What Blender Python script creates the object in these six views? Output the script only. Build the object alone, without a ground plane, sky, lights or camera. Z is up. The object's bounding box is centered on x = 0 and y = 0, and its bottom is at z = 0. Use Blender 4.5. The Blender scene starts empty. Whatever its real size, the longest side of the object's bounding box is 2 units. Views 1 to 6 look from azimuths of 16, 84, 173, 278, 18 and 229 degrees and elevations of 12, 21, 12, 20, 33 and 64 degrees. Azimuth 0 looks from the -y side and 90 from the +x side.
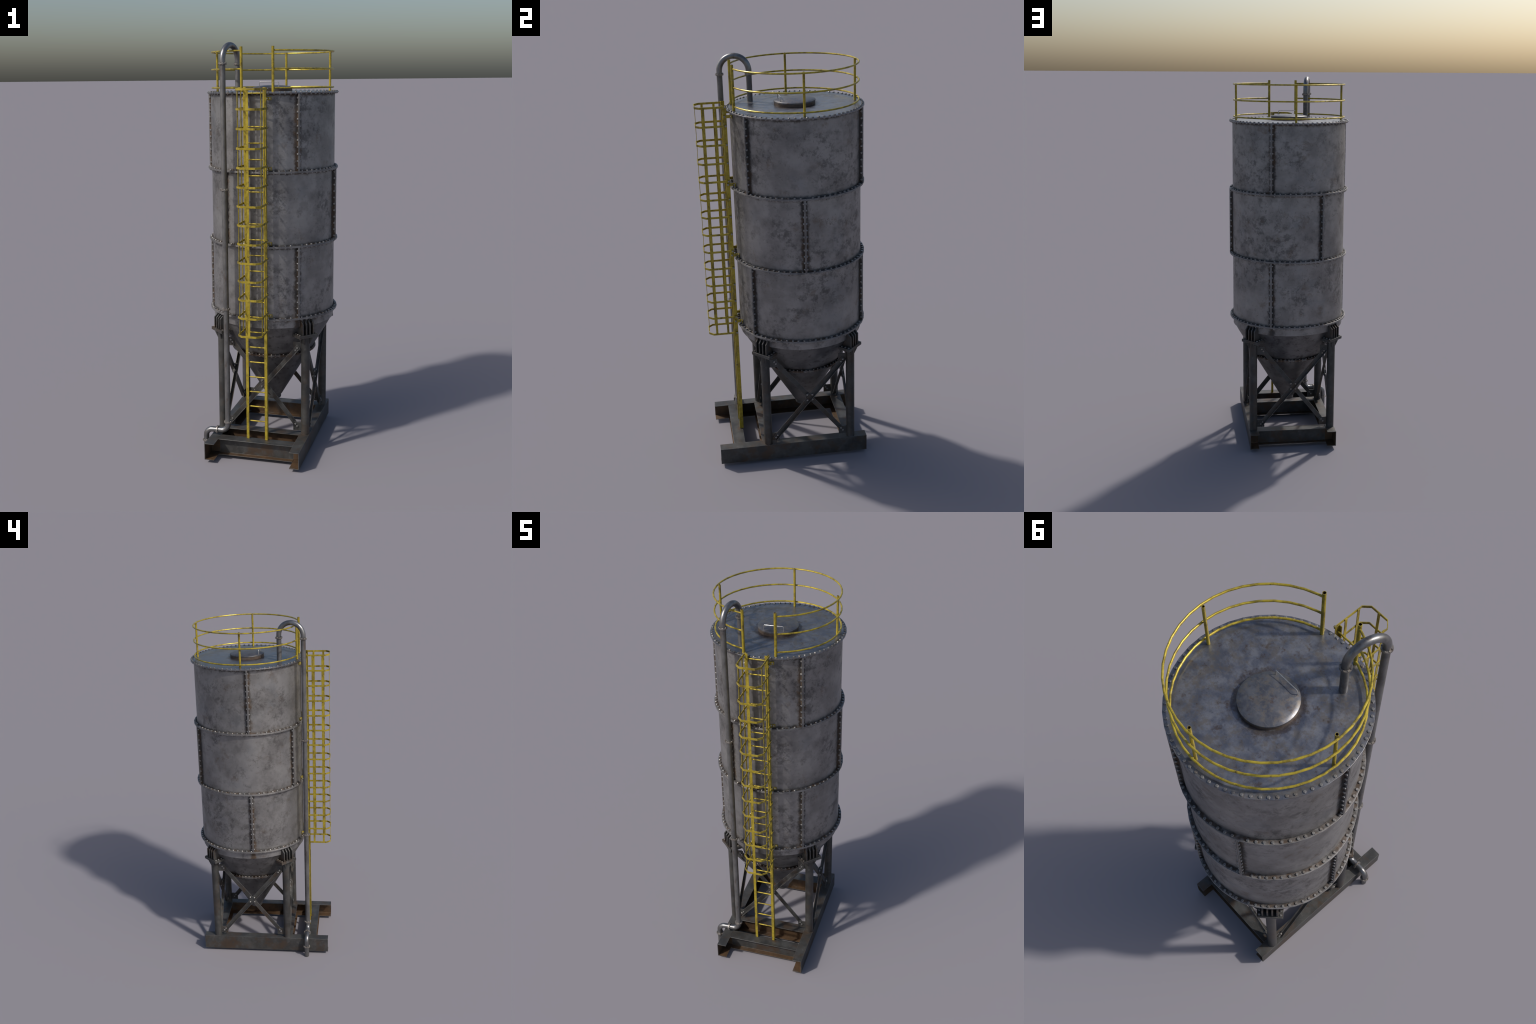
# Bolted steel storage silo on a skid frame: drum of flanged wall panels, hopper,
# four legs with cross braces, caged ladder, guard rail and fill pipe.
import bpy, bmesh, math, random
from mathutils import Vector, Matrix

random.seed(7)
AXY = 0.0725                      # the drum's axis stands at x = 0, y = AXY
R_WALL, R_FLANGE, R_BOLT = 0.3040, 0.3216, 0.3128
WALL_T, PLATE = 0.004, 0.0042
Z_ROOF, Z_RIM = 1.7735, 1.7713    # top of the roof plate inside, and at its rim
Z_JOINTS = [1.7654, 1.4055, 1.0520, 0.6985]   # where courses meet (top to bottom)
SEAM_A, SEAM_B = 36.6, 87.6       # azimuth of the upright seams, alternate courses
Z_BASE = 0.0978                   # top of the skid


# ------------------------------------------------------------------ materials
class Nodes:
    def __init__(self, name):
        self.mat = bpy.data.materials.new(name)
        self.mat.use_nodes = True
        self.t = self.mat.node_tree
        self.t.nodes.clear()
        self.out = self.t.nodes.new("ShaderNodeOutputMaterial")
        self.bsdf = self.t.nodes.new("ShaderNodeBsdfPrincipled")
        self.t.links.new(self.bsdf.outputs[0], self.out.inputs[0])
        self.co = self.t.nodes.new("ShaderNodeTexCoord").outputs["Object"]

    def link(self, a, b):
        self.t.links.new(a, b)

    def put(self, sock, v):
        if hasattr(v, "is_output") or isinstance(v, bpy.types.NodeSocket):
            self.link(v, sock)
        else:
            sock.default_value = v

    def mapping(self, scale=(1, 1, 1), loc=(0, 0, 0), src=None):
        n = self.t.nodes.new("ShaderNodeMapping")
        n.inputs["Scale"].default_value = scale
        n.inputs["Location"].default_value = loc
        self.link(src or self.co, n.inputs[0])
        return n.outputs[0]

    def noise(self, scale, detail=4, rough=0.55, src=None, distort=0.0):
        n = self.t.nodes.new("ShaderNodeTexNoise")
        n.inputs["Scale"].default_value = scale
        n.inputs["Detail"].default_value = detail
        n.inputs["Roughness"].default_value = rough
        n.inputs["Distortion"].default_value = distort
        self.link(src or self.co, n.inputs["Vector"])
        return n.outputs[0]

    def ramp(self, v, lo, hi, a=0.0, b=1.0):
        n = self.t.nodes.new("ShaderNodeMapRange")
        n.interpolation_type = 'SMOOTHSTEP'
        self.link(v, n.inputs[0])
        for i, x in enumerate((lo, hi, a, b)):
            n.inputs[i + 1].default_value = x
        return n.outputs[0]

    def math(self, op, a, b=0.0):
        n = self.t.nodes.new("ShaderNodeMath")
        n.operation = op
        self.put(n.inputs[0], a)
        self.put(n.inputs[1], b)
        return n.outputs[0]

    def mix(self, f, a, b):
        n = self.t.nodes.new("ShaderNodeMix")
        n.data_type = 'RGBA'
        self.put(n.inputs[0], f)
        self.put(n.inputs[6], a if not isinstance(a, tuple) else (*a, 1))
        self.put(n.inputs[7], b if not isinstance(b, tuple) else (*b, 1))
        return n.outputs[2]

    def xyz(self):
        n = self.t.nodes.new("ShaderNodeSeparateXYZ")
        self.link(self.co, n.inputs[0])
        return n.outputs

    def edge(self, radius):
        """1 along edges, for painted-on highlight lines: where the rounded normal leaves the true one."""
        b = self.t.nodes.new("ShaderNodeBevel")
        b.samples = 6
        b.inputs[0].default_value = radius
        g = self.t.nodes.new("ShaderNodeNewGeometry")
        d = self.t.nodes.new("ShaderNodeVectorMath")
        d.operation = 'DOT_PRODUCT'
        self.link(b.outputs[0], d.inputs[0])
        self.link(g.outputs["Normal"], d.inputs[1])
        return self.ramp(d.outputs["Value"], 0.985, 0.85)

    def bump(self, h, strength, dist=0.001):
        n = self.t.nodes.new("ShaderNodeBump")
        n.inputs["Strength"].default_value = strength
        n.inputs["Distance"].default_value = dist
        self.link(h, n.inputs["Height"])
        self.link(n.outputs[0], self.bsdf.inputs["Normal"])

    def finish(self, color, rough, metal):
        self.put(self.bsdf.inputs["Base Color"], color)
        self.put(self.bsdf.inputs["Roughness"], rough)
        self.put(self.bsdf.inputs["Metallic"], metal)
        return self.mat


def near_any(n, coord, values, inner, outer):
    """1 where coord is within inner..outer of one of the values."""
    best = None
    for v in values:
        d = n.math('ABSOLUTE', n.math('SUBTRACT', coord, v))
        best = d if best is None else n.math('MINIMUM', best, d)
    return n.ramp(best, inner, outer, 1.0, 0.0)


def mat_wall(seam):
    """Sheet steel: cloudy grey, dark scabs in patches, rust creeping from the bolted joints."""
    n = Nodes("weathered_galvanised_steel")
    x, y, z = n.xyz()
    clouds = n.noise(8, 6, 0.62)
    col = n.mix(n.ramp(clouds, 0.36, 0.66), (0.222, 0.214, 0.211), (0.315, 0.306, 0.302))
    blue = n.ramp(n.noise(7, 4, 0.6, src=n.mapping(loc=(5, 2, 9))), 0.54, 0.70, 0, 0.3)
    col = n.mix(blue, col, (0.215, 0.235, 0.260))
    streak = n.noise(12, 5, 0.65, src=n.mapping((1.0, 1.0, 7)))
    col = n.mix(n.ramp(streak, 0.5, 0.72, 0, 0.35), col, (0.30, 0.29, 0.285))
    worn = n.ramp(n.noise(6.5, 6, 0.66, src=n.mapping(loc=(1, 7, 7))), 0.53, 0.68, 0, 0.55)
    col = n.mix(worn, col, (0.36, 0.352, 0.345))
    # dark scabs, in some regions only
    region = n.noise(4.6, 4, 0.6, src=n.mapping(loc=(3, 1, 2)))
    region = n.math('ADD', region, n.math('MULTIPLY', x, 0.10))      # dark patches get denser towards +x
    fine = n.noise(24, 10, 0.76)
    scab = n.math('MULTIPLY', n.ramp(fine, 0.47, 0.60), n.ramp(region, 0.47, 0.60))
    col = n.mix(n.math('MULTIPLY', scab, 0.57), col, (0.055, 0.051, 0.050))
    soft = n.math('MULTIPLY', n.ramp(n.noise(11, 7, 0.68, src=n.mapping(loc=(8, 2, 5))), 0.52, 0.66), 0.32)
    col = n.mix(soft, col, (0.090, 0.085, 0.085))
    ring = n.math('ABSOLUTE', n.math('SUBTRACT', n.noise(9, 7, 0.66, src=n.mapping(loc=(2, 8, 3))), 0.5))
    crack = n.math('MULTIPLY', n.ramp(ring, 0.0, 0.016, 0.5, 0.0), n.ramp(n.noise(6, 3, 0.5, src=n.mapping(loc=(9, 3, 5))), 0.53, 0.64))
    col = n.mix(crack, col, (0.065, 0.060, 0.057))
    col = n.mix(n.ramp(n.noise(70, 6, 0.72), 0.58, 0.69, 0, 0.5), col, (0.075, 0.071, 0.069))
    # near-black and brown tone in the joints: flange roots and the upright seams, less on the outer rims
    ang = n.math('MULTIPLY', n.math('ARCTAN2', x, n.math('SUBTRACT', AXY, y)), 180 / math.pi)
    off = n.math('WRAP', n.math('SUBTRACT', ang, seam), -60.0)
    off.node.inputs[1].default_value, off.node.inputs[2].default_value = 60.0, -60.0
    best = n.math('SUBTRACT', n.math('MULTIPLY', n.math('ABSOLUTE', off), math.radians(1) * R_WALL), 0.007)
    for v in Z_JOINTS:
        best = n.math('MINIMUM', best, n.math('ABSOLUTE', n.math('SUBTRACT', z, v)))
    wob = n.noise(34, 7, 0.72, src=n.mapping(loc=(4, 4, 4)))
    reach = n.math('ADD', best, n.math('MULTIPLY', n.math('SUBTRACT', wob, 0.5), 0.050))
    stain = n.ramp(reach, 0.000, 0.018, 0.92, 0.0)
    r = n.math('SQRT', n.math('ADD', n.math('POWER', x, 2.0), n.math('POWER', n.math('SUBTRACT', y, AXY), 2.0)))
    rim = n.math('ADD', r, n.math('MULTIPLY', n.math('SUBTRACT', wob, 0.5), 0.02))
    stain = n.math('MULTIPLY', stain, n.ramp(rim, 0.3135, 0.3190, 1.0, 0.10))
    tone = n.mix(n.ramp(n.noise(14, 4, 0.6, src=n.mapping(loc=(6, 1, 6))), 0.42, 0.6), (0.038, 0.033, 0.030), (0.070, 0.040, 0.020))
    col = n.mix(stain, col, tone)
    rusty = n.math('MULTIPLY', n.ramp(n.noise(13, 9, 0.74, src=n.mapping(loc=(7, 4, 1))), 0.55, 0.68), 0.45)
    col = n.mix(rusty, col, (0.135, 0.095, 0.066))
    col = n.mix(n.math('MULTIPLY', n.edge(0.0012), 0.5), col, (0.33, 0.325, 0.325))
    n.bump(n.noise(60, 5, 0.6), 0.10)
    rough = n.math('ADD', n.ramp(fine, 0.3, 0.7, 0.44, 0.56), n.math('MULTIPLY', stain, 0.15))
    metal = n.math('SUBTRACT', 0.80, n.math('MULTIPLY', stain, 0.55))
    return n.finish(col, rough, metal)


def mat_roof(name="weathered_roof_steel", dull=0.0, tint=1.0):
    n = Nodes(name)
    x, y, z = n.xyz()
    clouds = n.noise(17, 8, 0.74)
    warm = n.noise(30, 9, 0.76, src=n.mapping(loc=(2, 5, 1)))
    col = n.mix(n.ramp(clouds, 0.36, 0.64), tuple(c * tint for c in (0.158, 0.166, 0.196)), tuple(c * tint for c in (0.265, 0.268, 0.285)))  # base tinted blue for the sky mirrored in the roof
    col = n.mix(n.ramp(warm, 0.46, 0.60, 0, 0.7), col, (0.215, 0.185, 0.152))
    rust = n.ramp(n.noise(30, 9, 0.76, src=n.mapping(loc=(1, 9, 4))), 0.55, 0.66, 0, 0.62)
    col = n.mix(rust, col, (0.120, 0.075, 0.050))
    # rust run-off round the hatch collar
    r = n.math('SQRT', n.math('ADD', n.math('POWER', x, 2.0), n.math('POWER', n.math('SUBTRACT', y, AXY), 2.0)))
    wob = n.math('MULTIPLY', n.math('SUBTRACT', n.noise(18, 8, 0.74), 0.5), 0.17)
    halo = n.ramp(n.math('ABSOLUTE', n.math('SUBTRACT', n.math('ADD', r, wob), 0.098)), 0.002, 0.026, 0.55, 0.0)
    halo = n.math('MULTIPLY', halo, n.ramp(z, 1.7745, 1.7760, 1.0, 0.0))
    col = n.mix(halo, col, (0.075, 0.044, 0.028))
    scratch = n.ramp(n.noise(26, 6, 0.7, src=n.mapping((1, 9, 1), (2, 2, 2))), 0.60, 0.70, 0, 0.35)
    col = n.mix(scratch, col, (0.33, 0.32, 0.31))
    dark = n.ramp(n.noise(55, 6, 0.72), 0.60, 0.72, 0, 0.5)
    col = n.mix(dark, col, (0.055, 0.057, 0.066))
    col = n.mix(n.math('MULTIPLY', n.edge(0.0014), 0.5), col, (0.36, 0.355, 0.35))
    n.bump(n.noise(50, 5, 0.6), 0.10)
    return n.finish(col, n.ramp(clouds, 0.3, 0.7, 0.29 + dull, 0.44 + dull), 0.82 - dull)


def mat_hopper():
    n = Nodes("dark_hopper_steel")
    clouds = n.noise(11, 7, 0.66)
    col = n.mix(n.ramp(clouds, 0.36, 0.66), (0.128, 0.124, 0.123), (0.225, 0.218, 0.214))
    scab = n.ramp(n.noise(34, 8, 0.74), 0.52, 0.64, 0, 0.7)
    col = n.mix(scab, col, (0.065, 0.058, 0.053))
    x, y, z = n.xyz()
    joint = near_any(n, z, [0.4847, Z_JOINTS[3]], 0.003, 0.022)
    col = n.mix(n.math('MULTIPLY', joint, n.ramp(n.noise(30, 5, 0.6), 0.38, 0.56, 0, 0.85)), col, (0.075, 0.045, 0.026))
    n.bump(n.noise(60, 5, 0.6), 0.12)
    return n.finish(col, n.ramp(clouds, 0.3, 0.7, 0.44, 0.58), 0.7)


def mat_frame(name="painted_frame_steel", rust=0.8, tint=1.0):
    n = Nodes(name)
    clouds = n.noise(14, 7, 0.68)
    lo = tuple(c * tint for c in (0.044, 0.0435, 0.042))
    hi = tuple(c * tint for c in (0.080, 0.079, 0.076))
    col = n.mix(n.ramp(clouds, 0.36, 0.66), lo, hi)
    light = n.ramp(n.noise(38, 7, 0.72, src=n.mapping(loc=(4, 2, 8))), 0.56, 0.72, 0, 0.4)
    col = n.mix(light, col, (0.15, 0.148, 0.14))
    rm = n.ramp(n.noise(12, 7, 0.7, src=n.mapping(loc=(9, 1, 3))), 0.47, 0.64, 0, rust)
    col = n.mix(rm, col, (0.072, 0.046, 0.029))
    col = n.mix(n.math('MULTIPLY', n.edge(0.0022), 0.75), col, (0.30, 0.297, 0.29))  # bright glints along channel and brace edges lightened into the base colour
    n.bump(n.noise(90, 4, 0.6), 0.15)
    return n.finish(col, n.ramp(clouds, 0.3, 0.7, 0.42, 0.56), 0.4)


def mat_rusty():
    n = Nodes("rusted_steel")
    a = n.noise(15, 7, 0.7)
    col = n.mix(n.ramp(a, 0.35, 0.65), (0.048, 0.028, 0.014), (0.095, 0.053, 0.025))
    grey = n.ramp(n.noise(9, 6, 0.68, src=n.mapping(loc=(3, 3, 6))), 0.50, 0.66, 0, 0.8)
    col = n.mix(grey, col, (0.078, 0.073, 0.066))
    col = n.mix(n.math('MULTIPLY', n.edge(0.0018), 0.5), col, (0.20, 0.18, 0.155))
    n.bump(n.noise(90, 4, 0.6), 0.3)
    return n.finish(col, 0.65, 0.15)


def mat_yellow():
    n = Nodes("worn_yellow_paint")
    a = n.noise(26, 6, 0.68)
    col = n.mix(n.ramp(a, 0.3, 0.7), (0.355, 0.268, 0.021), (0.485, 0.372, 0.042))
    dirt = n.ramp(n.noise(32, 8, 0.74, src=n.mapping((1, 1, 0.6), (3, 1, 7))), 0.45, 0.64, 0, 0.85)
    col = n.mix(dirt, col, (0.155, 0.115, 0.020))
    chip = n.ramp(n.noise(46, 7, 0.72, src=n.mapping(loc=(8, 8, 2))), 0.58, 0.70, 0, 0.75)
    col = n.mix(chip, col, (0.36, 0.345, 0.22))
    bare = n.ramp(n.noise(50, 7, 0.75, src=n.mapping(loc=(1, 6, 2))), 0.59, 0.68, 0, 0.85)
    col = n.mix(bare, col, (0.055, 0.040, 0.020))
    col = n.mix(n.math('MULTIPLY', n.edge(0.0012), 0.35), col, (0.50, 0.46, 0.22))
    return n.finish(col, n.ramp(a, 0.3, 0.7, 0.30, 0.44), 0.35)


def mat_bolt():
    n = Nodes("bare_bolt_steel")
    info = n.t.nodes.new("ShaderNodeObjectInfo")
    a = n.noise(230, 3, 0.6)
    col = n.mix(n.ramp(a, 0.35, 0.65), (0.205, 0.20, 0.195), (0.365, 0.355, 0.345))
    col = n.mix(n.ramp(info.outputs["Random"], 0.6, 1.0, 0, 0.5), col, (0.18, 0.14, 0.105))
    return n.finish(col, 0.44, 0.8)


def mat_pipe(name, lo, hi, rough, metal):
    n = Nodes(name)
    a = n.noise(22, 7, 0.68, src=n.mapping((1, 1, 0.6)))
    col = n.mix(n.ramp(a, 0.35, 0.66), lo, hi)
    rust = n.ramp(n.noise(20, 8, 0.74, src=n.mapping((1, 1, 0.4), (3, 6, 1))), 0.53, 0.68, 0, 0.6)
    col = n.mix(rust, col, (0.095, 0.060, 0.040))
    n.bump(n.noise(160, 4, 0.6), 0.10)
    return n.finish(col, rough, metal)


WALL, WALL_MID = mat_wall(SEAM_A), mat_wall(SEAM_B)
ROOF, LID, HOPPER = mat_roof(), mat_roof("dull_lid_steel", 0.07, 0.66), mat_hopper()
FRAME, LEG = mat_frame(), mat_frame("painted_leg_steel", 0.45, 1.0)
BEAM = mat_frame("rusty_beam_steel", 0.9, 1.0)
RUST, YELLOW, BOLT = mat_rusty(), mat_yellow(), mat_bolt()
COLLAR = mat_pipe("rusty_collar_steel", (0.085, 0.060, 0.045), (0.145, 0.115, 0.095), 0.5, 0.4)
PIPE = mat_pipe("fill_pipe_steel", (0.128, 0.126, 0.126), (0.20, 0.196, 0.194), 0.46, 0.65)
ELBOW = mat_pipe("polished_elbow_steel", (0.165, 0.164, 0.166), (0.25, 0.248, 0.25), 0.36, 0.85)
RING = mat_pipe("pipe_flange_steel", (0.20, 0.175, 0.155), (0.33, 0.31, 0.29), 0.4, 0.7)
CHROME = mat_pipe("bright_rod_steel", (0.42, 0.41, 0.40), (0.55, 0.54, 0.53), 0.3, 0.8)


# ------------------------------------------------------------------ geometry helpers
def add_faces(bm, rings, closed_u=True, caps=True, mat=0, loop=False):
    """Skin a list of equal rings of points; returns the faces."""
    vs = [[bm.verts.new(p) for p in r] for r in rings]
    m, k = len(vs), len(vs[0])
    fs = []
    for i in range(m if loop else m - 1):
        a, b = vs[i], vs[(i + 1) % m]
        for j in range(k if closed_u else k - 1):
            fs.append(bm.faces.new((a[j], a[(j + 1) % k], b[(j + 1) % k], b[j])))
    if caps and not loop:
        fs.append(bm.faces.new(vs[0][::-1]))
        fs.append(bm.faces.new(vs[-1]))
    for f in fs:
        f.material_index = mat
    return fs


def box(bm, c, sx, sy, sz, u=(1, 0, 0), v=(0, 1, 0), w=None, mat=0):
    """A block centred on c with full sizes along the unit directions u, v, w."""
    u, v = Vector(u), Vector(v)
    w = Vector(w) if w else u.cross(v)
    c = Vector(c)
    ring = lambda s: [c + u * (a * sx / 2) + v * (b * sy / 2) + w * (s * sz / 2)
                      for a, b in ((-1, -1), (1, -1), (1, 1), (-1, 1))]
    return add_faces(bm, [ring(-1), ring(1)], mat=mat)


def prism(bm, pts, d, mat=0):
    """Extrude a planar outline by the vector d."""
    d = Vector(d)
    pts = [Vector(p) for p in pts]
    return add_faces(bm, [pts, [p + d for p in pts]], mat=mat)


def circle(c, r, u, v, n, phase=0.0):
    c, u, v = Vector(c), Vector(u), Vector(v)
    return [c + (u * math.cos(phase + 2 * math.pi * i / n) + v * math.sin(phase + 2 * math.pi * i / n)) * r
            for i in range(n)]


def frame_of(d):
    d = Vector(d).normalized()
    u = d.orthogonal().normalized()
    if abs(d.z) > 0.99:
        u = Vector((1, 0, 0))
    return u, d.cross(u)


def rod(bm, a, b, r, n=12, mat=0):
    a, b = Vector(a), Vector(b)
    u, v = frame_of(b - a)
    return add_faces(bm, [circle(a, r, u, v, n), circle(b, r, u, v, n)], mat=mat)


def tube_path(bm, pts, r, n=16, caps=True):
    """Round bar along a polyline, mitred at the corners."""
    pts = [Vector(p) for p in pts]
    t0 = (pts[1] - pts[0]).normalized()
    u, v = frame_of(t0)
    rings = []
    for i, p in enumerate(pts):
        ta = (p - pts[i - 1]).normalized() if i else t0
        tb = (pts[i + 1] - p).normalized() if i < len(pts) - 1 else ta
        q = ta.rotation_difference((ta + tb).normalized())
        # carry the frame from the last tangent to the mean tangent
        um, vm = q @ u, q @ v
        s = 1.0 / max(0.3, math.cos(ta.angle(tb) / 2)) if i else 1.0
        axis = ta.cross(tb)
        ring = circle((0, 0, 0), r, um, vm, n)
        if axis.length > 1e-6:
            side = axis.normalized().cross((ta + tb).normalized())
            ring = [w + side * (w.dot(side) * (s - 1)) for w in ring]
        rings.append([p + w for w in ring])
        q2 = ta.rotation_difference(tb)
        u, v = q2 @ u, q2 @ v
    return add_faces(bm, rings, caps=caps)


def hollow_post(bm, x, y, z0, z1, r, wall, n=16):
    """Open-topped tube; the bore takes the darker material 1."""
    u, v = (1, 0, 0), (0, 1, 0)
    fs = add_faces(bm, [circle((x, y, z0), r, u, v, n), circle((x, y, z1), r, u, v, n),
                        circle((x, y, z1), r - wall, u, v, n), circle((x, y, z0 + 0.002), r - wall, u, v, n)])
    for f in fs[2 * n:]:
        f.material_index = 1


def pol(az, r, z):
    a = math.radians(az)
    return Vector((math.sin(a) * r, AXY - math.cos(a) * r, z))


def az_steps(a0, a1, step=9.0):
    """a0, every multiple of step between, a1."""
    out, k = [a0], math.floor(a0 / step) + 1
    while k * step < a1 - 0.5:
        if k * step > a0 + 0.5:
            out.append(k * step)
        k += 1
    return out + [a1]


def sweep(bm, prof, a0, a1, mat=0, step=9.0):
    """Revolve the closed profile [(r, z), ...] about the drum axis from a0 to a1."""
    rings = [[pol(a, r, z) for r, z in prof] for a in az_steps(a0, a1, step)]
    return add_faces(bm, rings, mat=mat)


def revolve(bm, prof, n=40, closed=True, mat=0):
    """Full turn; an open profile is left open at its ends."""
    rings = [[pol(360.0 * i / n, r, z) for r, z in prof] for i in range(n)]
    return add_faces(bm, rings, closed_u=closed, loop=True, mat=mat)


def hex_bolt(bm, p, d, r=0.0058, h=0.005, spin=0.0, mat=0, tip=True):
    """Hexagon head standing on p along d, chamfered, with a small stud end."""
    d = Vector(d).normalized()
    p = Vector(p)
    u, v = frame_of(d)
    rings = [circle(p, r, u, v, 6, spin), circle(p + d * h * 0.78, r, u, v, 6, spin),
             circle(p + d * h, r * 0.82, u, v, 6, spin)]
    add_faces(bm, rings, mat=mat)
    if tip:
        rod(bm, p + d * h * 0.9, p + d * (h * 1.16), r * 0.48, 8, mat)


def through_bolt(bm, p, d, grip, r=0.0058, h=0.005, spin=0.0):
    """Head and nut clamping a plate pack of thickness grip centred on p."""
    d = Vector(d).normalized()
    p = Vector(p)
    hex_bolt(bm, p + d * grip / 2, d, r, h, spin, tip=False)
    hex_bolt(bm, p - d * grip / 2, -d, r * 0.96, h * 0.9, spin + 0.3)


def make(name, bm, mats, parent=None, bevel=0.0, smooth=35, kind=None, origin=None):
    bmesh.ops.recalc_face_normals(bm, faces=bm.faces[:])
    me = bpy.data.meshes.new(name)
    if origin is not None:
        bmesh.ops.translate(bm, verts=bm.verts[:], vec=-Vector(origin))
    bm.to_mesh(me)
    bm.free()
    for m in (mats if isinstance(mats, (list, tuple)) else [mats]):
        me.materials.append(m)
    ob = bpy.data.objects.new(name, me)
    bpy.context.scene.collection.objects.link(ob)
    if origin is not None:
        ob.location = origin
    if bevel:
        b = ob.modifiers.new("bevel", 'BEVEL')
        b.width, b.segments, b.limit_method = bevel, 2, 'ANGLE'
        b.angle_limit = math.radians(40)
        b.harden_normals = False
    me.shade_smooth()
    me.set_sharp_from_angle(angle=math.radians(smooth))
    if parent:
        ob.parent = parent
    if kind:
        ob["kind"] = kind
    return ob


def twin(ob, name, loc, rot_z=0.0, parent=None):
    c = ob.copy()
    c.name = name
    c.location = loc
    c.rotation_euler = (0, 0, rot_z)
    c.parent = parent
    bpy.context.scene.collection.objects.link(c)
    return c


NEW = bmesh.new

silo = bpy.data.objects.new("storage_silo", None)
silo.location = (0, 0, 0)
bpy.context.scene.collection.objects.link(silo)
silo["label"] = "tall bolted grey steel silo with yellow caged ladder on skid"
silo["category"] = "storage silo"


# ------------------------------------------------------------------ drum
def seam_angles(course):
    return [(SEAM_B if course == 1 else SEAM_A) + 120 * k for k in range(3)]


for course in range(3):
    zt, zb = Z_JOINTS[course] - 0.0002, Z_JOINTS[course + 1] + 0.0002
    ri, ro, rf, t = R_WALL - WALL_T, R_WALL, R_FLANGE, PLATE
    prof = [(ri, zb), (rf, zb), (rf, zb + t), (ro, zb + t), (ro, zt - t), (rf, zt - t), (rf, zt), (ri, zt)]
    if course == 0:       # the top course meets the roof plate without a flange of its own
        prof = prof[:4] + [(ro, zt), (ri, zt)]
    for a in seam_angles(course):
        bm = NEW()
        a0, a1 = a + 0.03, a + 120 - 0.03
        sweep(bm, prof, a0, a1)
        # upright flanges at both ends, a hair inside the end faces
        for end, sgn in ((a0, 1), (a1, -1)):
            er = (pol(end, 1, 0) - pol(end, 0, 0)).normalized()
            et = Vector((-er.y, er.x, 0)) * sgn
            zu = zt if course == 0 else zt - t + 0.0005
            zd = zb + t - 0.0005
            c = pol(end, (ro - 0.002 + rf - 0.0004) / 2, (zu + zd) / 2) + et * (PLATE / 2 + 0.0002)
            box(bm, c, rf - ro + 0.0016, PLATE, zu - zd, er, et)
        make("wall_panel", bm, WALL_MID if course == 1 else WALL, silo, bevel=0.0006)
    # bolts through each upright seam: bolt axis runs round the drum
    bm = NEW()
    n_b, z_lo, z_hi = 11, zb + 0.0185, zt - 0.0190
    for a in seam_angles(course):
        er = pol(a, 1, 0) - pol(a, 0, 0)
        et = Vector((-er.y, er.x, 0))
        for i in range(n_b):
            z = z_lo + (z_hi - z_lo) * i / (n_b - 1)
            through_bolt(bm, pol(a, R_BOLT + 0.0012, z), -et, 2 * PLATE + 0.0006, 0.0054, 0.0048,
                         random.random())
    make("seam_bolts", bm, BOLT, silo, kind="stuff")

# flange bolts: one shared mesh, copied round the three lower flanges and the roof rim
bm = NEW()
through_bolt(bm, (0, 0, 0), (0, 0, 1), 2 * PLATE + 0.0006)
flange_bolt = make("flange_bolt", bm, BOLT, silo)
bm = NEW()
through_bolt(bm, (0, 0, 0), (0, 0, 1), Z_RIM - Z_JOINTS[0], 0.0056, 0.0042)
rim_bolt = make("rim_bolt", bm, BOLT, silo)


def place_bolts(proto, azs, z):
    for i, a in enumerate(azs):
        p = pol(a + random.uniform(-0.25, 0.25), R_BOLT, z)
        if proto.get("used"):
            twin(proto, proto.name.split(".")[0], p, random.uniform(0, 1), silo)
        else:
            proto.location = p
            proto["used"] = 1


def skipped(a, joint):
    """Bolts left out where an upright seam lands on a flange."""
    gaps = []
    if joint in (1, 2, 3):
        gaps += [35.0, 155.0, 280.0]
    if joint in (1, 2):
        gaps += [90.0, 210.0, 330.0]
    return any(abs((a - g + 180) % 360 - 180) < 2 for g in gaps)


for joint in (1, 2, 3):
    place_bolts(flange_bolt, [5.0 * k - 0.3 for k in range(72) if not skipped(5.0 * k, joint)], Z_JOINTS[joint])
place_bolts(rim_bolt, [1.15 + 360.0 / 76 * k for k in range(76)], (Z_RIM + Z_JOINTS[0]) / 2)
for o in (flange_bolt, rim_bolt):
    del o["used"]

# ------------------------------------------------------------------ roof and hatch
bm = NEW()
z0, z1 = Z_JOINTS[0] + 0.0002, Z_RIM
prof = [(0.0, Z_ROOF), (0.24, Z_ROOF), (0.298, z1 + 0.0003), (R_FLANGE, z1), (R_FLANGE, z0), (0.0, z0)]
revolve(bm, prof, 40, closed=False)
bmesh.ops.remove_doubles(bm, verts=bm.verts[:], dist=1e-6)
roof = make("roof", bm, ROOF, silo, bevel=0.0006)

bm = NEW()
revolve(bm, [(0.0955, 1.7870), (0.0955, Z_ROOF - 0.001), (0.088, Z_ROOF - 0.001), (0.088, 1.7870)], 48)
make("hatch_collar", bm, COLLAR, roof)
bm = NEW()
revolve(bm, [(0.0, 1.8030), (0.03, 1.8024), (0.06, 1.8001), (0.082, 1.7965), (0.0966, 1.7928), (0.0970, 1.7924),
             (0.0970, 1.7868), (0.0940, 1.7866), (0.0, 1.7866)], 48, closed=False)
bmesh.ops.remove_doubles(bm, verts=bm.verts[:], dist=1e-6)
hatch = make("hatch_lid", bm, LID, roof, bevel=0.0004)

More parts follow.
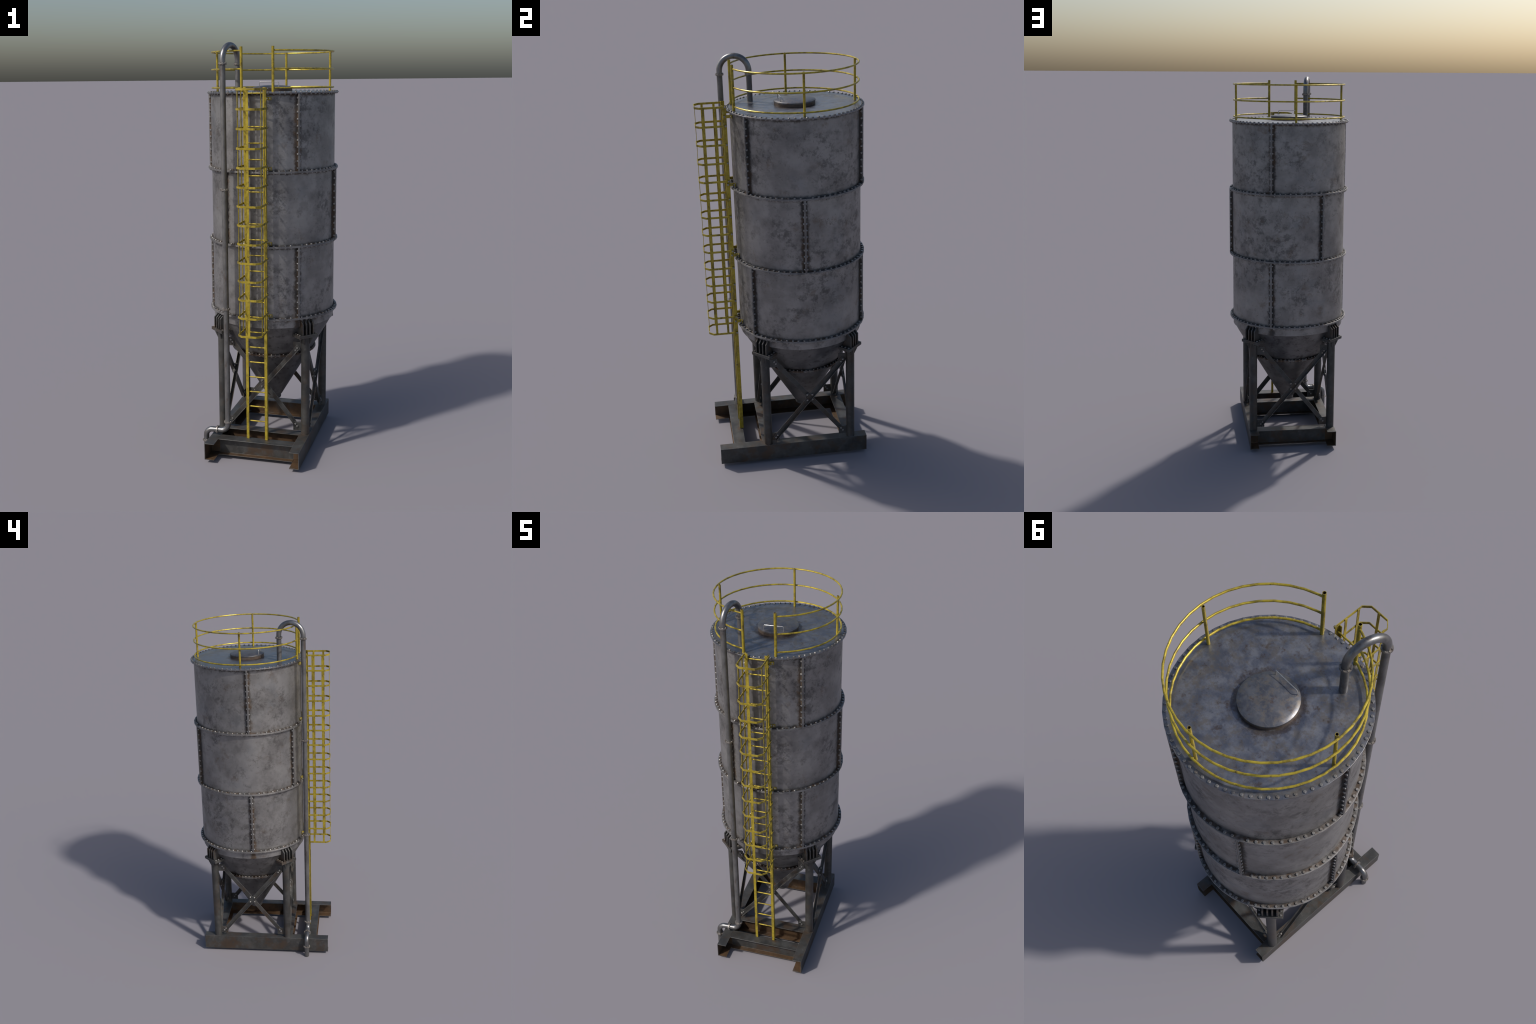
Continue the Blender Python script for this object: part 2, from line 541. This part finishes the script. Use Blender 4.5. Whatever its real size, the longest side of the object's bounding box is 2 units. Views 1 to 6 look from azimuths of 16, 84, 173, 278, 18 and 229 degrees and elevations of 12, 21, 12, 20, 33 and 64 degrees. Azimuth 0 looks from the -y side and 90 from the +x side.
bm = NEW()
arc = [(-0.0485, 0.0005, 1.793), (-0.0480, 0.0005, 1.8135), (-0.0462, 0.0005, 1.8165), (-0.0430, 0.0005, 1.8178),
       (0.0430, 0.0005, 1.8178), (0.0462, 0.0005, 1.8165), (0.0480, 0.0005, 1.8135), (0.0485, 0.0005, 1.793)]
tube_path(bm, arc, 0.0016, 10)
make("grab_handle", bm, CHROME, roof)

# ------------------------------------------------------------------ hopper
bm = NEW()
zf = Z_JOINTS[3] - 0.0002
CONE = lambda z: 0.0418 + (z - 0.2193) * 0.597
sk = [(R_WALL - WALL_T, zf), (R_FLANGE, zf), (R_FLANGE, zf - PLATE), (R_WALL - 0.001, zf - PLATE),
      (R_WALL - 0.0006, 0.6528), (R_WALL - 0.0050, 0.6524), (R_WALL - 0.0070, 0.6560)]
revolve(bm, sk, 40)
make("hopper_skirt", bm, WALL, silo, bevel=0.0005)

ZC, TC, RC = 0.4842, 0.0036, 0.2152
bm = NEW()
up = [(R_WALL - 0.0054, 0.6534), (CONE(0.62), 0.62), (CONE(ZC + TC), ZC + TC), (RC, ZC + TC), (RC, ZC + 0.0002),
      (CONE(ZC) - 0.004, ZC + 0.0002), (R_WALL - 0.0095, 0.6534)]
revolve(bm, up, 40)
lo = [(CONE(ZC) - 0.004, ZC - 0.0002), (RC, ZC - 0.0002), (RC, ZC - TC), (CONE(ZC - TC), ZC - TC),
      (CONE(0.219), 0.219), (0.0368, 0.2150), (0.0358, 0.1985), (0.0340, 0.1962), (0.0325, 0.1962), (0.0325, 0.214)]
revolve(bm, lo, 40)
# a closed slide gate a little way up the outlet
revolve(bm, [(0.0, 0.206), (0.0330, 0.206), (0.0330, 0.209), (0.0, 0.209)], 40, closed=False)
bmesh.ops.remove_doubles(bm, verts=bm.verts[:], dist=1e-6)
hopper = make("hopper", bm, HOPPER, silo)
bm = NEW()
for i in range(66):
    through_bolt(bm, pol(360 / 66 * i + random.uniform(-0.4, 0.4), 0.2090, ZC), (0, 0, 1), 2 * TC + 0.0003, 0.0044, 0.0040, random.random())
make("hopper_bolts", bm, BOLT, hopper, kind="stuff")

# ------------------------------------------------------------------ skid base
XW, YF, YB, ZLOW, T = 0.2355, -0.3828, 0.3640, 0.0140, 0.0034
for s in (1, -1):
    bm = NEW()
    fl = 0.0485
    prof = [(s * XW, ZLOW), (s * XW, Z_BASE), (s * (XW - fl), Z_BASE), (s * (XW - fl), Z_BASE - T),
            (s * (XW - T), Z_BASE - T), (s * (XW - T), ZLOW + T), (s * (XW - fl), ZLOW + T), (s * (XW - fl), ZLOW)]
    fs = prism(bm, [(x, YF, z) for x, z in prof], (0, YB - YF, 0))
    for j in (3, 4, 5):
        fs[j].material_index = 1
    make("side_channel", bm, [FRAME, RUST], silo, bevel=0.0006)

XI = XW - 0.0485 - 0.0004
for y_front, web in ((-0.3108, 0), (-0.1675, 1), (0.2550, 1)):
    bm = NEW()
    yb, zt, zl = y_front + 0.0570, Z_BASE - 0.0009, ZLOW + 0.0012
    ym, h = (y_front + yb) / 2, T / 2
    prof = [(y_front, zl), (yb, zl), (yb, zl + T), (ym + h, zl + T), (ym + h, zt - T), (yb, zt - T), (yb, zt),
            (y_front, zt), (y_front, zt - T), (ym - h, zt - T), (ym - h, zl + T), (y_front, zl + T)]
    fs = prism(bm, [(-XI, y, z) for y, z in prof], (2 * XI, 0, 0))
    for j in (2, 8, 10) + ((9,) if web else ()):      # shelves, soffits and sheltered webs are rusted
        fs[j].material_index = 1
    # coped ends that run on to the webs of the side channels
    for s in (1, -1):
        x0, x1 = s * (XI - 0.0006), s * (XW - T - 0.0003)
        box(bm, ((x0 + x1) / 2, ym, (zt + zl) / 2), abs(x1 - x0), T - 0.0006, zt - zl - 2 * T - 0.001, mat=1)
    make("cross_beam", bm, [BEAM, RUST], silo, bevel=0.0006)

# ------------------------------------------------------------------ legs
LX, LY, LR = 0.2130, 0.2112, 0.0212
for sx, sy in ((1, -1), (1, 1), (-1, 1), (-1, -1)):
    cx, cy = sx * LX, AXY + sy * LY
    ez = Vector((0, 0, 1))
    rad = Vector((sx, sy, 0)).normalized()
    tan = Vector((-rad.y, rad.x, 0))
    c = Vector((cx, cy, 0))
    P = lambda r, t, z: c + rad * r + tan * t + ez * z
    bm = NEW()
    add_faces(bm, [circle((cx, cy, z), LR, (1, 0, 0), (0, 1, 0), 28) for z in (Z_BASE - 0.0005, 0.601)])
    leg = make("support_leg", bm, LEG, silo)
    # two bolted head plates
    for z in (0.6033, 0.6108):
        bm = NEW()
        box(bm, P(0.0, 0, z), 0.0640, 0.1075, 0.0071, rad, tan)
        make("head_plate", bm, FRAME, leg, bevel=0.0007)
    bm = NEW()
    for t in (-0.0440, 0.0440):
        for r in (0.0205, 0.0015, -0.0175):
            through_bolt(bm, P(r, t, 0.60705), ez, 0.0146, 0.0054, 0.0046, random.random())
    make("plate_bolts", bm, BOLT, leg, kind="stuff")
    # fins that carry the drum skirt
    for t in (-0.0300, -0.0100, 0.0100, 0.0300):
        bm = NEW()
        rr = lambda q: q - math.hypot(LX, LY)
        out = [(0.3270, 0.6145), (0.3270, 0.6690), (0.3030, 0.6930), (0.2935, 0.6930), (0.2935, 0.655), (0.2700, 0.6145)]
        prism(bm, [P(rr(r), t - 0.0033, z) for r, z in out], tan * 0.0066)
        make("bearing_fin", bm, FRAME, leg, bevel=0.0006)
    # triangular gussets under the plate
    for d in (Vector((1, 0, 0)), Vector((-1, 0, 0)), Vector((0, 1, 0)), Vector((0, -1, 0))):
        side = Vector((-d.y, d.x, 0))
        bm = NEW()
        tri = [(LR - 0.003, 0.5994), (LR + 0.0160, 0.5994), (LR + 0.0145, 0.5920), (LR + 0.0006, 0.5635), (LR - 0.003, 0.5600)]
        prism(bm, [c + d * r + ez * z - side * 0.0022 for r, z in tri], side * 0.0044)
        make("knee_gusset", bm, LEG, leg, bevel=0.0005)

# ------------------------------------------------------------------ cross braces, one X per side
def angle_bar(bm, a, b, n, w, lip, t, lip_up):
    """L-section from a to b lying flat on the plane with normal n, lip along one edge."""
    a, b, n = Vector(a), Vector(b), Vector(n)
    d = (b - a).normalized()
    e = n.cross(d).normalized()
    if e.z < 0:
        e = -e
    s = 1 if lip_up else -1
    pts = [(-s * w / 2, 0), (s * w / 2, 0), (s * w / 2, lip), (s * (w / 2 - t), lip), (s * (w / 2 - t), t), (-s * w / 2, t)]
    prism(bm, [a + e * p + n * q for p, q in pts], b - a)


for n, half, reach in (((0, -1, 0), LY, LX), ((1, 0, 0), LX, LY), ((0, 1, 0), LY, LX), ((-1, 0, 0), LX, LY)):
    n = Vector(n)
    h = Vector((-n.y, n.x, 0))
    F = lambda a, z, d=0.0: Vector((0, AXY, 0)) + n * (half + d) + h * a + Vector((0, 0, z))
    GT = 0.0036
    # corner plates
    for s in (-1, 1):
        for z0, z1 in ((0.1100, 0.1540), (0.5270, 0.5695)):
            bm = NEW()
            inner, outer = s * 0.1520, s * (reach - LR + 0.004)
            box(bm, F((inner + outer) / 2, (z0 + z1) / 2), abs(outer - inner), z1 - z0, GT, h, (0, 0, 1))
            make("corner_plate", bm, FRAME, silo, bevel=0.0005)
    # outer bar: upper right to lower left, lip outwards along its lower edge
    ur, ll = (0.1800, 0.5470), (-0.1790, 0.1215)
    bm = NEW()
    angle_bar(bm, F(*ur, GT / 2 + 0.0003), F(*ll, GT / 2 + 0.0003), n, 0.0232, 0.0145, 0.0028, False)
    make("cross_brace", bm, FRAME, silo, bevel=0.0004)
    # inner bar: upper left to lower right, lip inwards along its lower edge
    ul, lr = (-0.1730, 0.5645), (0.1790, 0.1230)
    bm = NEW()
    angle_bar(bm, F(*ul, -GT / 2 - 0.0003), F(*lr, -GT / 2 - 0.0003), -n, 0.0232, 0.0145, 0.0028, False)
    make("cross_brace", bm, FRAME, silo, bevel=0.0004)
    # packing plate where the bars cross
    bm = NEW()
    box(bm, F(0.0055, 0.3415), 0.040, 0.043, GT, h, (0, 0, 1))
    make("centre_plate", bm, FRAME, silo, bevel=0.0005)
    bm = NEW()
    face, back = GT / 2 + 0.0031, -GT / 2 - 0.0031
    for a, z in ((-0.0070, 0.3560), (0.0180, 0.3560), (-0.0070, 0.3270), (0.0180, 0.3270)):
        on_bar = (a > 0.005) == (z > 0.34)
        d0 = face if on_bar else GT / 2
        hex_bolt(bm, F(a, z, d0), n, 0.0056, 0.0046, random.random())
        hex_bolt(bm, F(a, z, back if not on_bar else -GT / 2), -n, 0.0056, 0.0046, random.random())
    for a, z in ((0.1735, 0.5398), (0.1640, 0.5277), (-0.1632, 0.1410), (-0.1725, 0.1297)):
        hex_bolt(bm, F(a, z, face), n, 0.0054, 0.0044, random.random())
        hex_bolt(bm, F(a, z, -GT / 2), -n, 0.0054, 0.0040, random.random())
    for a, z in ((-0.1672, 0.5578), (-0.1588, 0.5465), (0.1635, 0.1432), (0.1725, 0.1315)):
        hex_bolt(bm, F(a, z, GT / 2), n, 0.0056, 0.0040, random.random())
        hex_bolt(bm, F(a, z, back), -n, 0.0054, 0.0040, random.random())
    make("brace_bolts", bm, BOLT, silo, kind="stuff")

# ------------------------------------------------------------------ ladder
XO, FLG = 0.0530, 0.0136
YFR, YBK = -0.2685, -0.2494
bm = NEW()
for s in (1, -1):
    prof = [(s * XO, YBK), (s * XO, YFR), (s * (XO - FLG), YFR), (s * (XO - FLG), YFR + 0.003), (s * (XO - 0.003), YFR + 0.003), (s * (XO - 0.003), YBK)]
    prism(bm, [(x, y, Z_BASE - 0.0008) for x, y in prof], (0, 0, 1.7960 - Z_BASE))
ladder = make("ladder", bm, YELLOW, silo, bevel=0.0005)
for k in range(22):
    bm = NEW()
    z = 1.7685 - 0.07524 * k
    rod(bm, (-(XO - 0.0025), -0.2595, z), (XO - 0.0025, -0.2595, z), 0.0034, 12)
    make("rung", bm, YELLOW, ladder)
bm_b = NEW()
for z in (1.7437, 1.4230, 1.0690, 0.7172):
    for s in (1, -1):
        bm = NEW()
        x = s * (XO + 0.0018)
        yw = AXY - math.sqrt(R_WALL ** 2 - 0.06 ** 2) - 0.0020
        hgt = 0.0142
        pts = [(x - s * 0.0015, -0.2665), (x - s * 0.0015, yw), (x + s * 0.0150, yw + 0.0030), (x + s * 0.0150, yw + 0.0000),
               (x + s * 0.0015, yw - 0.0030), (x + s * 0.0015, -0.2665)]
        prism(bm, [(a, b, z - hgt / 2) for a, b in pts], (0, 0, hgt))
        make("wall_bracket", bm, YELLOW, ladder, bevel=0.0004)
        hex_bolt(bm_b, (x + s * 0.0015, -0.2590, z), (s, 0, 0), 0.0050, 0.0038, random.random())
        hex_bolt(bm_b, (x + s * 0.0088, yw - 0.0013, z), (0, -1, 0), 0.0046, 0.0038, random.random())

HOOP_Z = [1.7879 - 0.08718 * k for k in range(14)]
HX, HY1, HX2, HY2, ST, SH = 0.0582, -0.3715, 0.0360, -0.3940, 0.0024, 0.0098
bm = NEW()
for s in (1, -1):
    for y in (-0.2996, -0.3546):
        box(bm, (s * (HX - ST - 0.0014), y, (1.7925 + 0.6490) / 2), 0.0024, 0.0108, 1.7918 - 0.6500)
box(bm, (0, HY2 + ST + 0.0014, (1.7925 + 0.6490) / 2), 0.0108, 0.0024, 1.7918 - 0.6500)
cage = make("safety_cage", bm, YELLOW, silo, bevel=0.0004)
outer = [(HX, -0.2500), (HX, HY1), (HX2, HY2), (-HX2, HY2), (-HX, HY1), (-HX, -0.2500)]
k = ST * math.tan(math.radians(22.5))
inner = [(HX - ST, -0.2500), (HX - ST, HY1 + k), (HX2 - k, HY2 + ST), (-HX2 + k, HY2 + ST), (-HX + ST, HY1 + k), (-HX + ST, -0.2500)]
for z in HOOP_Z:
    bm = NEW()
    for i in range(5):
        pts = [outer[i], outer[i + 1], inner[i + 1], inner[i]]
        prism(bm, [(x, y, z - SH / 2) for x, y in pts], (0, 0, SH))
    bmesh.ops.remove_doubles(bm, verts=bm.verts[:], dist=1e-5)
    make("cage_hoop", bm, YELLOW, cage)
    for s in (1, -1):
        hex_bolt(bm_b, (s * HX, -0.2552, z), (s, 0, 0), 0.0046, 0.0036, random.random())
        # distance block between stile and strap
        box(bm_b, (s * (XO + HX - ST) / 2, -0.2552, z), HX - ST - XO + 0.0004, 0.008, 0.008)
make("ladder_bolts", bm_b, BOLT, ladder, kind="stuff")

# ------------------------------------------------------------------ guard rail
GATE = 14.57
bm = NEW()
RR = 0.2958
for z in (1.9600, 1.8776, 1.7912):
    tube_path(bm, [pol(a, RR, z) for a in az_steps(GATE, 360 - GATE)], 0.0040, 10)
    for a in (90, 180, 270):
        rod(bm, pol(a, 0.2880, z - 0.0005), pol(a, RR, z - 0.0005), 0.0026, 8)
guard = make("guardrail", bm, YELLOW, silo, smooth=25)
for a in (90, 180, 270):
    bm = NEW()
    p = pol(a, 0.2838, 0)
    hollow_post(bm, p.x, p.y, Z_ROOF - 0.001, 1.9640, 0.0057, 0.0012)
    make("guardrail_post", bm, [YELLOW, RUST], guard)
for s in (1, -1):
    bm = NEW()
    p = pol(s * GATE, 0.2980, 0)
    hollow_post(bm, p.x, p.y, Z_ROOF - 0.001, 1.9780, 0.0067, 0.0014)
    make("guardrail_post", bm, [YELLOW, RUST], guard)

# ------------------------------------------------------------------ fill pipe
PR = 0.0135
A = Vector((-0.1522, -0.2578, 0))           # the long riser
B = Vector((-0.1192, -0.1225, 0))           # where it drops through the roof
E = Vector((-0.2654, -0.2578, 0))           # the foot at the ground
Zv = Vector((0, 0, 1))
bm = NEW()
rod(bm, A + Zv * 0.1690, A + Zv * 1.9018, PR, 24)
rod(bm, B + Zv * (Z_ROOF - 0.001), B + Zv * 1.9018, PR, 24)
rod(bm, E + Zv * 0.0, E + Zv * 0.0640, PR, 24)
pipe = make("fill_pipe", bm, PIPE, silo)
# top return bend
span = (B - A)
rb = span.length / 2
mid = (A + B) / 2
ud = span.normalized()
zc = 2.0 - PR - rb - 0.0006
pts = [A + Zv * 1.9020] + [mid - ud * (rb * math.cos(t)) + Zv * (zc + rb * math.sin(t))
                          for t in [math.pi * i / 24 for i in range(25)]] + [B + Zv * 1.9020]
bm = NEW()
tube_path(bm, pts, PR + 0.0004, 24)
make("return_bend", bm, ELBOW, pipe)


def elbow(c, r, t0, t1, n=12):
    return [c + Vector((math.cos(t), 0, math.sin(t))) * r for t in [t0 + (t1 - t0) * i / n for i in range(n + 1)]]


ZH, RE, XM = 0.1232, 0.0330, -0.2074
bm = NEW()
pts = [A + Zv * 0.1688] + elbow(Vector((A.x - RE, A.y, ZH + RE)), RE, 0, -math.pi / 2) + [Vector((XM, A.y, ZH))]
tube_path(bm, pts, PR + 0.0002, 24)
make("pipe_elbow", bm, ELBOW, pipe)
bm = NEW()
pts = [Vector((XM, A.y, ZH))] + elbow(Vector((E.x + RE, A.y, ZH - RE)), RE, math.pi / 2, math.pi) + [E + Zv * 0.0642]
tube_path(bm, pts, PR + 0.0002, 24)
make("pipe_elbow", bm, ELBOW, pipe)


def pipe_flange(p, d):
    p, d = Vector(p), Vector(d)
    u, v = frame_of(d)
    bm = NEW()
    for s in (-1, 1):
        a, b = p + d * (s * 0.0002), p + d * (s * 0.0030)
        add_faces(bm, [circle(a, PR - 0.001, u, v, 28), circle(a, 0.0200, u, v, 28), circle(b, 0.0200, u, v, 28), circle(b, PR - 0.001, u, v, 28)], loop=True, caps=False)
    for i in range(8):
        t = 2 * math.pi * (i + 0.5) / 8
        q = p + (u * math.cos(t) + v * math.sin(t)) * 0.0170
        through_bolt(bm, q, d, 0.0060, 0.0026, 0.0026)
    make("pipe_flange", bm, RING, pipe, bevel=0)


for z in (1.9018, 1.3239, 0.7459, 0.1690):
    pipe_flange(A + Zv * z, (0, 0, 1))
pipe_flange(B + Zv * 1.9018, (0, 0, 1))
pipe_flange(Vector((XM, A.y, ZH)), (1, 0, 0))
pipe_flange(E + Zv * 0.0640, (0, 0, 1))
